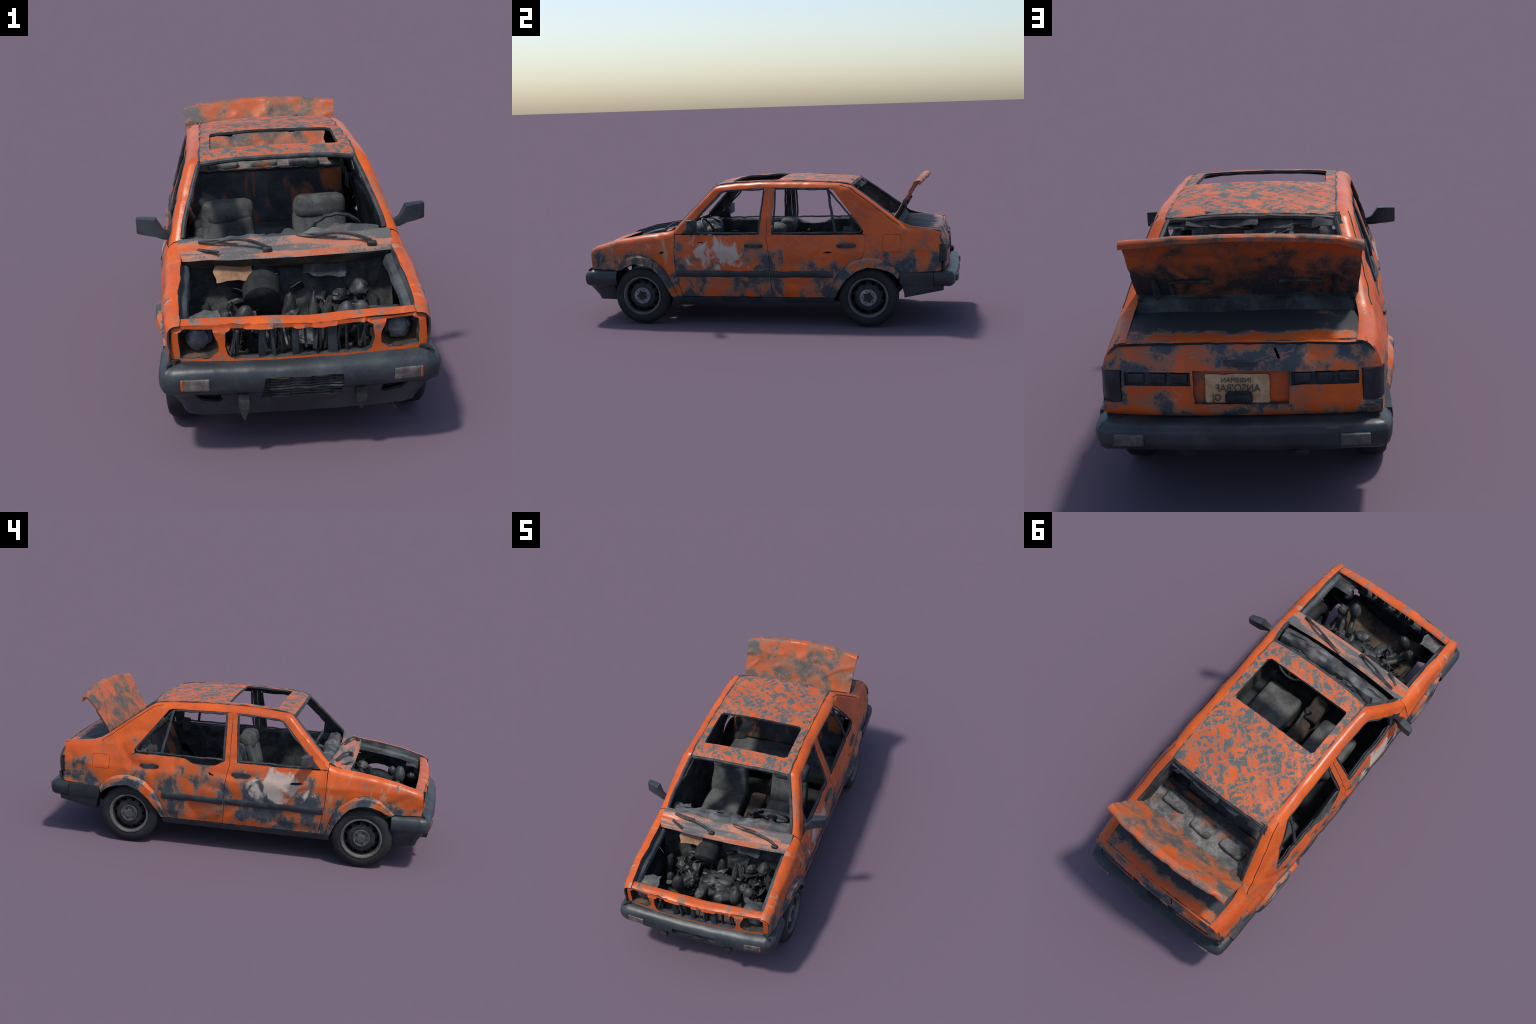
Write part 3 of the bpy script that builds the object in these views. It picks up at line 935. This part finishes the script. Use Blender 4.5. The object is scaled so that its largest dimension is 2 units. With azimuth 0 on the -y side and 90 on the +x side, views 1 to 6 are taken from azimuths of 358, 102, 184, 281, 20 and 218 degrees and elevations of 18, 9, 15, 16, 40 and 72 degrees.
for s in (1, -1):
    B = Build()
    for k in range(3):
        x = s * (.162 + k * .058)
        B.add(rbox((x, .942 + bow_rear(x), .4015), (.046, .014, .028), .004, (0, 0, -s * .10), seg=2), 0)
    def back(x, z):
        px, py, pz = tail_fn(x, z)
        return (px, py - .012, pz)
    V, F = mesh2d([tuple(p) for p in resample([(s * .126, .377), (s * .314, .377), (s * .314, .425), (s * .126, .425)], .012)], [], .015)
    V3 = np.array([back(a, b) for a, b in V])
    B.add(thicken(V3, F, .004)[:2], 0)
    B.make('tail_garnish', ['lamp'], tl)
    # corner tail lamp wraps round on to the wing
    sec = []
    for z in np.linspace(.337, .423, 8):
        k = math.sin(PI * (z - .33) / .10)
        yb = .951 + bow_rear(.33) + .004 * k
        sec.append([(s * .319, yb - .02, z), (s * .319, yb + .003, z), (s * .345, yb - .001, z), (s * .362, yb - .012, z), (s * .3700, yb - .024, z), (s * .3750, .906, z), (s * .35, .906, z)])
    Build().add(loft(sec, True)).make('tail_lamp', ['lamp'], tl, angle=50)
sec = []
for x in np.linspace(-.042, .042, 9):
    h = .007 * (1 - (x / .044) ** 2) + .001
    y = .9385 + bow_rear(x)
    sec.append([(x, y - .004, .448 + h * .6), (x, y + .009, .446 + h * .3), (x, y + .010, .444 - h), (x, y - .002, .442 - h)])
Build().add(loft(sec, True)).make('boot_handle', ['plastic'], tl)

# boot deck under the lid
def deck(x, y):
    z = interp(y, [(.70, .505), (.72, .508), (.80, .503), (.88, .494), (.905, .490), (.915, .487)]) + .004 * (1 - (x / .33) ** 2)
    return (x, y + (.006 * (1 - (x / .33) ** 2) if y > .85 else 0), z + .0035 * nz(x * 7, y * 9, 4) + .0015 * nz(x * 20, y * 25, 2))
dk = panel('boot_deck', [(-.312, .703), (.318, .703), (.330, .80), (.336, .913), (-.332, .913), (-.322, .80)], deck, ['deck', 'black'], res=.011, t=.008, gap=0, rag=.002, outward=(0, 0, 1))
def deck_front(u, v):
    return (u, .722 - .040 * v + .006 * nz(u * 12, v * 3, 2), .502 + .050 * v + .004 * math.sin(PI * v) + .006 * nz(u * 15, v * 4, 7))
gridpanel('boot_hinge_panel', deck_front, np.linspace(-.312, .312, 50), np.linspace(0, 1, 9), ['char', 'black'], .008, dk)
# black tubes added to darken the gap along both deck edges
for s in (1, -1):
    Build().add(tube([(s * .318, .70, .486), (s * .328, .80, .480), (s * .330, .895, .470)], .010, 6)).make('deck_gap_tube', ['black'], dk)

# ------------------------------------------------------------------ standing boot lid
LIDP = [(.672, .546), (.700, .590), (.730, .637), (.758, .683), (.780, .718), (.790, .732), (.798, .7385), (.808, .7405), (.820, .739), (.826, .732), (.822, .717)]
LT = np.concatenate([[0], np.cumsum([math.dist(LIDP[i], LIDP[i + 1]) for i in range(len(LIDP) - 1)])])
LT /= LT[-1]
def lid(u, v):
    y = np.interp(v, LT, [p[0] for p in LIDP]); z = np.interp(v, LT, [p[1] for p in LIDP])
    w = .314 + .016 * v
    x = u * w
    crown = (1 - u * u)
    y += .034 * crown * v ** 1.25 - .010 * v
    z += .027 * crown * v * v
    e = .006 * nz(x * 8, v * 4, 3) + .003 * nz(x * 20, v * 9, 6) - .006 * max(0, .22 - abs(nz(x * 7 + 2, v * 3.5, 9))) / .22
    if u < -.80:
        k = (-.80 - u) / .2 * max(0, v - .6) / .4
        z -= .012 * k; y += .010 * k
    return (x, y + e, z + e * .3 + .0015 * nz(x * 14, 2, 5) * v)
ld = gridpanel('boot_lid', lid, np.linspace(-1, 1, 60), np.concatenate([np.linspace(0, .78, 22), np.linspace(.80, 1, 16)]), ['lid', 'lidin'], .009, face=(0, -1, .2))
for s in (1, -1):
    P = [lid(s * .80, v) for v in (.02, .15, .30)]
    P = [(x, y + .014, z - .006) for x, y, z in P]
    B = Build().add(tube([(s * .252, .70, .510)] + P, [.010, .011, .011, .008], 6))
    B.make('lid_hinge', ['char'], ld)
    def rib(u, v, s=s):
        x, y, z = lid(u, v)
        return (x, y + .0135, z - .006)
    P = [rib(s * .30, .25), rib(s * .55, .26), rib(s * .66, .24), rib(s * .66, .08)]
    Build().add(tube(resample(P, .02, False), .006, 6)).make('lid_rib', ['char'], ld)

# ------------------------------------------------------------------ rear window frame
def rear_glass_side(y, s, d=.003):
    x, yy, z = side_point(y, vmax(y), s)
    return (x - s * d, yy, z - .003)
L = [rear_glass_side(y, -1) for y in np.linspace(.70, .455, 14)]
Rr = [rear_glass_side(y, 1) for y in np.linspace(.455, .70, 14)]
P = [roof_fn(a, .452) for a in np.linspace(-.25, .25, 24)]
P = [(x, y + .003, z - .010 + .004 * nz(x * 25, 3, 1)) for x, y, z in P]
Build().add(tube(L + P + Rr, .008, 6)).make('rear_window_seal', ['trim'])
for s in (1, -1):
    def ptrim(u, v, s=s):
        x, y, z = rear_glass_side(u, s, .002)
        return (x - s * .012 * v - s * .004 * nz(u * 20, v * 4, s), y - .004 * v, z - .006 - .075 * v + .004 * nz(u * 18, v * 5, 3))
    gridpanel('pillar_trim', ptrim, np.linspace(.46, .69, 24), np.linspace(0, 1, 8), ['char', 'black'], .004, face=(-s, 0, 0))
B = Build()
rnd = random.Random(21)
for k in range(12):
    x = -.22 + .44 * k / 11 + rnd.uniform(-.01, .01)
    B.add(sheet((x, .462 + rnd.uniform(-.012, .012), .712 + rnd.uniform(-.010, .004)), (rnd.uniform(.06, .12), .045), (rnd.uniform(-.9, -.3), rnd.uniform(-.15, .15), rnd.uniform(-.2, .2)), .008, 25, k, n=7))
for x, w, z in ((.075, .09, .694), (-.165, .07, .690)):
    B.add(sheet((x, .458, z), (w * 1.1, .05), (-1.2, .05, .0), .004, 20, x * 9, t=.008, n=7))
B.make('headliner_scraps', ['char'], rf)

# ------------------------------------------------------------------ cabin
# floor pan with tunnel
def floor(x, y):
    z = .128 + .055 * math.exp(-(x / .055) ** 2) * (y < .45) + (.075 if y > .40 else .0) * min(1, (y - .40) / .1 if y > .4 else 0)
    return (x, y, z + .002 * nz(x * 15, y * 15, 1))
fl = gridpanel('floor_pan', floor, np.linspace(-.335, .335, 40), np.linspace(-.575, .895, 62), ['black', 'black'], .010)
gridpanel('bulkhead', lambda x, z: (x, interp(z, [(.12, -.555), (.22, -.55), (.36, -.500), (.47, -.488)]) + .016 * nz(x * 9, z * 9, 3) + .010 * nz(x * 22, z * 22, 8), z),
          np.linspace(-.340, .340, 60), np.linspace(.125, .468, 30), ['char', 'char'], .006, face=(0, -1, 0))
# seats
def lump(seed, a=.008, f=14):
    return lambda q: q + np.array((a * nz(q[0] * f, q[1] * f, q[2] * f + seed), a * nz(q[1] * f, q[2] * f, q[0] * f + seed), a * .7 * nz(q[2] * f, q[0] * f, q[1] * f + seed)))
for s, sd in ((1, 3), (-1, 8)):
    x = s * .170
    B = Build()
    def shape(q, sd=sd):
        q = lump(sd)(q)
        q[2] -= .012 * math.cos(q[0] * 12) * (q[2] > 0) * 0
        return q
    B.add(rbox((x, -.145, .262), (.205, .225, .085), .026, (.10, 0, 0), shape))
    B.add(rbox((x, -.145, .205), (.17, .20, .08), .01, (0, 0, 0)))
    # leaning back rest, narrower toward the top
    def back(q, sd=sd):
        q = lump(sd + 4)(q)
        k = (q[2] + .1) / .2
        q[0] *= 1.0 - .06 * k
        q[1] += .010 * math.cos(q[0] * 14)
        return q
    dz = -.018 if s < 0 else -.012
    B.add(rbox((x, .005, .375 + dz), (.208, .062, .205), .024, (-.30, 0, 0), back))
    B.add(rbox((x, .043, .476 + dz), (.192, .085, .090), .030, (-.18, 0, 0), lump(sd + 9)))
    B.make('front_seat', ['seat'])
B = Build()
B.add(rbox((0, .355, .245), (.63, .20, .10), .03, (.08, 0, 0), lump(2, .012, 9)))
rs = B.make('rear_bench', ['seat'])
Build().add(rbox((0, .512, .392), (.655, .045, .235), .018, (-.42, 0, 0), lump(5, .010, 9), seg=9)).make('rear_backrest', ['seatback'], rs)
# rear shelf with ashy bolsters
def shelf(u, v):
    return (u * .318, .530 + .145 * v, .506 + .018 * v * v + .006 * nz(u * 9, v * 4, 4) + .004 * nz(u * 22, v * 9, 2))
sh = gridpanel('parcel_shelf', shelf, np.linspace(-1, 1, 50), np.linspace(0, 1, 14), ['shelf', 'black'], .010)
for x, y, w in ((.170, .570, .115), (-.170, .582, .115), (.0, .592, .105)):
    B = Build().add(rbox((x, y, .517), (w * 1.1, .056, .030), .013, (.2, 0, .06 * x), lump(x * 30, .006, 20)))
    B.make('shelf_bolster', ['ash' if abs(x) > .1 else 'shelf'], sh)
B = Build()
for x in (.11, -.09, .02):
    B.add(rbox((x, .640, .506), (.05, .04, .02), .006, (0, 0, .3), lump(x * 10, .004, 25), seg=3))
B.make('shelf_debris', ['shelf'], sh, kind='stuff')
# dashboard: sagging molten slab
def dash(u, v):
    p = [(0, -.455, .470), (.12, -.445, .488), (.35, -.425, .496), (.55, -.400, .488), (.70, -.382, .464), (.82, -.372, .425), (1.0, -.375, .34)]
    y = np.interp(v, [q[0] for q in p], [q[1] for q in p]); z = np.interp(v, [q[0] for q in p], [q[2] for q in p])
    x = u * .312
    sag = .014 * nz(u * 3, v * 3, 2) + .012 * nz(u * 8, v * 6, 5)
    hump = .012 * math.exp(-((x - .19) / .09) ** 2) * (v < .75)
    y -= .014 * (1 - u * u) * (1 - v * .5)
    return (x, y + sag * .6, z + .012 + sag * .8 + hump - .010 * (x < 0))
gridpanel('dashboard', dash, np.linspace(-1, 1, 56), np.linspace(0, 1, 22), ['dash', 'black'], .008, angle=28)
B = Build()
rnd = random.Random(9)
for k in range(7):
    x = rnd.uniform(-.28, .28)
    B.add(sheet((x, -.400 + rnd.uniform(-.03, .03), .478 + rnd.uniform(-.02, .01)), (rnd.uniform(.07, .13), rnd.uniform(.03, .06)), (rnd.uniform(-.7, .4), rnd.uniform(-.3, .3), rnd.uniform(-.5, .5)), .012, 20, k + 40, n=7))
B.make('dashboard_scraps', ['dash'], kind='stuff', angle=25)
# steering wheel
B = Build()
C = np.array((.185, -.322, .462)); tilt = .50
def wheel_pt(a, r):
    return C + np.array((r * math.cos(a), -r * math.sin(a) * math.sin(tilt) * 1.0, r * math.sin(a) * math.cos(tilt)))
B.add(tube([wheel_pt(2 * PI * k / 28, .086 * (1 + .03 * math.sin(3 * k))) for k in range(28)], .0065, 7, True))
B.add(blob(C + np.array((0, -.01, 0)), (.026, .016, .024), .2, 3, 4, n=8, m=10))
for a in (PI * 1.08, -PI * .08, -PI * .5):
    B.add(tube([C, wheel_pt(a, .084)], [.011, .006], 6, flat=.6))
B.add(tube([C, C + np.array((0, -.10, -.035))], .014, 8))
B.make('steering_wheel', ['trim'])
# centre console with hand-brake and gear stick
B = Build()
B.add(rbox((.0, -.09, .235), (.075, .20, .115), .02, (.05, 0, 0), lump(3, .012, 14)), 0)
B.add(rbox((.0, -.27, .225), (.085, .14, .10), .02, (-.1, 0, 0), lump(6, .010, 14)), 0)
B.add(tube([(0, -.24, .26), (.006, -.225, .33), (.012, -.215, .352)], [.006, .005, .011], 7), 1)
B.add(tube([(.02, -.13, .29), (.022, -.21, .325)], .008, 7), 1)
B.make('centre_console', ['tray', 'seat'])
# cabin side trim rags hanging at the rear corners
B = Build()
for s in (1, -1):
    for k in range(2):
        B.add(sheet((s * (.330 - .012 * k), .445 + .035 * k, .47 + .05 * k), (.09, .05), (.2 * k, s * 1.35, .3 * k), .014, 18, k + 5 * s, n=8))
B.make('side_trim_rags', ['char'], kind='stuff')

# ------------------------------------------------------------------ engine bay
for s in (1, -1):
    # inner wing rail along the bonnet opening
    def inner(u, v, s=s):
        y = u
        x, _, z = side_point(y, vmax(y), s)
        w = interp(v, [(0, 0), (.45, .004), (.6, .022), (1, .026)]); d = interp(v, [(0, .001), (.45, .030), (.6, .034), (1, .058)])
        return (x - s * (w - .001) + s * .003 * nz(y * 15, v * 4, s), y, z - d + .004 * nz(y * 12, v * 3, s * 2))
    gridpanel('inner_wing_rail', inner, np.linspace(-.905, -.560, 40), np.linspace(0, 1, 10), ['innerwing', 'black'], .005, face=(-s, 0, .3))
B = Build()
B.add(blob((.0, -.650, .205), (.125, .080, .085), .16, 2.6, 5, n=30, m=44), 0)
B.add(rbox((.0, -.645, .255), (.16, .095, .075), .03, (0, 0, .08), lump(7, .016, 12), seg=9), 0)
B.add(rbox((.10, -.68, .225), (.08, .09, .08), .02, (0, .2, .3), lump(9, .016, 16), seg=7), 0)
for x0, x1, y1 in ((-.149, -.11, -.70), (-.203, -.13, -.68), (.150, .11, -.69), (.203, .15, -.66)):
    B.add(tube(resample([(x0, -.785, .33), (x0 * .95, -.765, .28), ((x0 + x1) / 2, -.73, .27), (x1, y1, .285)], .012, False), .015, 8), 0)
eng = B.make('engine_block', ['engine'], angle=50)
LUMPS = [  # x, y, z, rx, ry, rz, rough, pinch
    (-.149, -.797, .350, .034, .030, .048, .05, .2), (-.203, -.760, .338, .020, .020, .034, .12, .1), (.150, -.795, .345, .036, .033, .048, .05, .25),
    (.203, -.752, .348, .027, .025, .027, .12, .2), (.000, -.585, .345, .030, .030, .050, .10, .4), (.075, -.600, .340, .028, .025, .055, .2, .7),
    (.120, -.610, .345, .022, .020, .040, .25, .5), (.160, -.585, .375, .035, .025, .022, .25, .2), (.225, -.585, .395, .040, .032, .030, .25, .2),
    (-.13, -.67, .325, .035, .030, .028, .35, 0), (.15, -.67, .325, .030, .030, .025, .3, 0), (.24, -.860, .370, .030, .022, .026, .3, 0),
    (.19, -.635, .330, .025, .022, .03, .3, .3), (.06, -.735, .310, .05, .03, .022, .25, 0), (-.06, -.735, .300, .05, .03, .024, .25, 0),
    (-.21, -.60, .33, .045, .035, .03, .3, 0), (.17, -.62, .30, .03, .03, .05, .2, .3)]
for k, (x, y, z, a, b, c, ro, pi) in enumerate(LUMPS):
    z -= .042 if 3 < k < 9 else (.055 if k > 8 else .0)
    Build().add(blob((x, y, z), (a, b, c), ro, 2.4, k + 1, (.1 * math.sin(k), .15 * math.cos(2 * k), k), pinch=pi)).make('engine_part', ['engine'], eng)
# brake servo drum and bulkhead tube
B = Build()
B.add(tube([(-.085, -.500, .385), (-.085, -.560, .357), (-.085, -.600, .338), (-.085, -.606, .334)], [.060, .062, .058, .04], 18), 0)
B.make('servo_drum', ['black'], eng)
Build().add(tube([(x, -.510, .432 + .004 * nz(x * 20, 1, 1)) for x in np.linspace(-.14, .16, 16)], .022, 10)).make('bulkhead_pipe', ['black'])
Build().add(sheet((-.172, -.556, .424), (.115, .062), (1.0, 0, .05), .006, 14, 4, t=.006, n=10)).make('rusted_shield', ['rustplate'])
Build().add(sheet((.12, -.53, .420), (.14, .075), (.9, .1, -.05), .010, 12, 9, t=.004, n=10)).make('heat_shield', ['char'])
for s in (1, -1):
    Build().add(sheet((s * .272, -.860, .385 if s < 0 else .375), (.105, .075), (.15, s * .1, .1), .014, 22, 12 + s, t=.005, n=12)).make('battery_tray', ['ash' if s < 0 else 'engine'], eng)
# hoses, brackets and shredded sheet
rnd = random.Random(4)
B = Build()
for k in range(28):
    x = rnd.uniform(-.2, .22); y = rnd.uniform(-.74, -.56); z = rnd.uniform(.20, .29)
    P = [(x, y, z)]
    for j in range(5):
        x += rnd.uniform(-.035, .035); y += rnd.uniform(-.03, .03); z += rnd.uniform(-.022, .026)
        P.append((min(.24, max(-.22, x)), min(-.55, max(-.82, y)), min(.325, z)))
    B.add(tube(resample(P, .012, False), rnd.uniform(.005, .011), 6))
B.make('hoses', ['engine'], eng, kind='stuff')
B = Build()
for k in range(38):
    x = rnd.choice([rnd.uniform(-.22, -.12), rnd.uniform(.08, .26), rnd.uniform(-.2, .2)]); y = rnd.choice([rnd.uniform(-.72, -.57), rnd.uniform(-.60, -.52)]); z = .19 + .65 * (y + .74) * rnd.uniform(.2, 1.1) + rnd.uniform(.0, .06)
    B.add(sheet((x, y, z), (rnd.uniform(.03, .08), rnd.uniform(.015, .05)), (rnd.uniform(-1.3, 1.3), rnd.uniform(-1.3, 1.3), rnd.uniform(0, 6)), .012, 30, k, n=6, t=.0025))
B.make('shredded_sheet', ['engine'], eng, kind='stuff', angle=25)
# lower front: cross-member, tray, suspension arms, chassis legs
B = Build()
B.add(grid(lambda u, v: (u, -.945 + .26 * v, .150 + .03 * v + .045 * (u / .2) ** 2 + .004 * nz(u * 20, v * 6, 1)), np.linspace(-.22, .22, 24), np.linspace(.12, 1, 12)), 0)
V, T = B.v, np.array(B.f)
v, f, i = thicken(V, T, .006)
obj('engine_tray', v, f, ['tray', 'black'], i)
B = Build()
for s in (1, -1):
    B.add(rbox((s * .225, -.73, .205), (.028, .40, .04), .008, (0, 0, 0), seg=2))
    B.add(sheet((s * .285, -.835, .235), (.13, .15), (1.25, 0, -s * .25), .008, 12, 3 + s, n=10))
    B.add(tube([(s * .20, -.66, .15), (s * .31, -.655, .135)], .014, 7))
    B.add(tube([(s * .285, -.655, .16), (s * .262, -.625, .33), (s * .255, -.62, .345)], [.014, .019, .008], 8))
    B.add(tube([(s * .20, .55, .16), (s * .31, .548, .152)], .018, 7))
    B.add(rbox((s * .27, .548, .235), (.10, .30, .19), .05, seg=4))
B.add(tube([(-.2, .50, .16), (.2, .50, .16)], .022, 8))
B.add(rbox((0, -.925, .285), (.44, .02, .022), .004, seg=3))
B.make('chassis', ['black'])

# ------------------------------------------------------------------ wheels
R0 = .1525
def wheel_tyre():
    prof = [(-.042, .100), (-.046, .106), (-.048, .122), (-.044, .140), (-.034, .150), (-.015, .1525), (.015, .1525), (.034, .150), (.044, .140), (.048, .122), (.046, .106), (.042, .100)]
    n = 40
    sec = []
    for k in range(n):
        a = 2 * PI * k / n
        w = 1 + .012 * nz(math.cos(a) * 1.5, math.sin(a) * 1.5, 3)
        sec.append([(x, r * w * math.cos(a) if r > .11 else r * math.cos(a), r * w * math.sin(a) if r > .11 else r * math.sin(a)) for x, r in prof])
    V = [p for q in sec for p in q]; m = len(prof); F = []
    for k in range(n):
        l = (k + 1) % n
        for j in range(m - 1):
            F.append((k * m + j, k * m + j + 1, l * m + j + 1, l * m + j))
    return V, F
def lathe(prof, n, skip=None):
    V, F = [], []
    m = len(prof)
    for k in range(n):
        a = 2 * PI * k / n
        V += [(x, r * math.cos(a), r * math.sin(a)) for x, r in prof]
    for k in range(n):
        l = (k + 1) % n
        for j in range(m - 1):
            if skip and skip(k, j):
                continue
            F.append((k * m + j, k * m + j + 1, l * m + j + 1, l * m + j))
    return V, F
def rim_mesh(starred):
    B = Build()
    B.add(lathe([(.030, .1005), (.044, .1045), (.049, .103), (.049, .097), (.044, .094), (.034, .090)], 22), 0)
    B.add(lathe([(.034, .091), (.020, .087), (-.030, .084), (-.034, .09)], 22), 1)
    # pressed disc with vent openings round its edge
    B.add(lathe([(.014, .087), (.020, .077), (.033, .068), (.038, .055), (.036, .045), (.036, .0)], 30, skip=lambda k, j: (j == 0 and k % 3 != 0) or (j == 1 and k % 3 == 1)), 1)
    B.add(lathe([(-.040, .088), (-.036, .0)], 16), 1)
    if starred:
        B.add(lathe([(.034, .044), (.0415, .0435), (.0425, .039), (.0425, .0)], 22), 2)
        star = []
        for k in range(10):
            a = 2 * PI * k / 10 + PI / 2
            r = .031 if k % 2 == 0 else .021
            star.append((r * math.cos(a), r * math.sin(a)))
        B.add(([(.0445, y, z) for y, z in star] + [(.040, y, z) for y, z in star],
               [tuple(range(10))] + [(k, k + 10, (k + 1) % 10 + 10, (k + 1) % 10) for k in range(10)]), 1)
        for k in range(5):
            a = 2 * PI * k / 5 + PI / 2 + .62
            B.add(blob((.044, .030 * math.cos(a), .030 * math.sin(a)), (.003, .0045, .0045), .3, 2, k, n=5, m=7), 3)
    else:
        B.add(lathe([(.034, .044), (.042, .043), (.0435, .040), (.0415, .037), (.0405, .020), (.046, .018), (.047, .0)], 24), 3)
        for k in range(5):
            a = 2 * PI * k / 5 + PI / 2
            B.add(blob((.042, .029 * math.cos(a), .029 * math.sin(a)), (.004, .005, .005), .1, 2, k, n=5, m=7), 1)
    return B
TY = None
RIM = {}
for s in (1, -1):
    for y, nm in ((-.655, 'front'), (.548, 'rear')):
        e = bpy.data.objects.new('wheel', None)
        bpy.context.scene.collection.objects.link(e)
        e.parent = ROOT
        e.location = (s * .348, y, R0 + .0012)
        e.rotation_euler = (.35 * (1 if nm == 'front' else -1) * s, 0, 0 if s > 0 else PI)
        if TY is None:
            V, F = wheel_tyre()
            t = obj('tyre', V, F, ['tyre'], parent=e, angle=60); TY = t
        else:
            t = TY.copy(); bpy.context.scene.collection.objects.link(t); t.parent = e
        if s not in RIM:
            r = rim_mesh(s > 0).make('rim', ['rim', 'rimdark', 'hub', 'hubdark'], e, angle=35); RIM[s] = r
        else:
            r = RIM[s].copy(); bpy.context.scene.collection.objects.link(r); r.parent = e
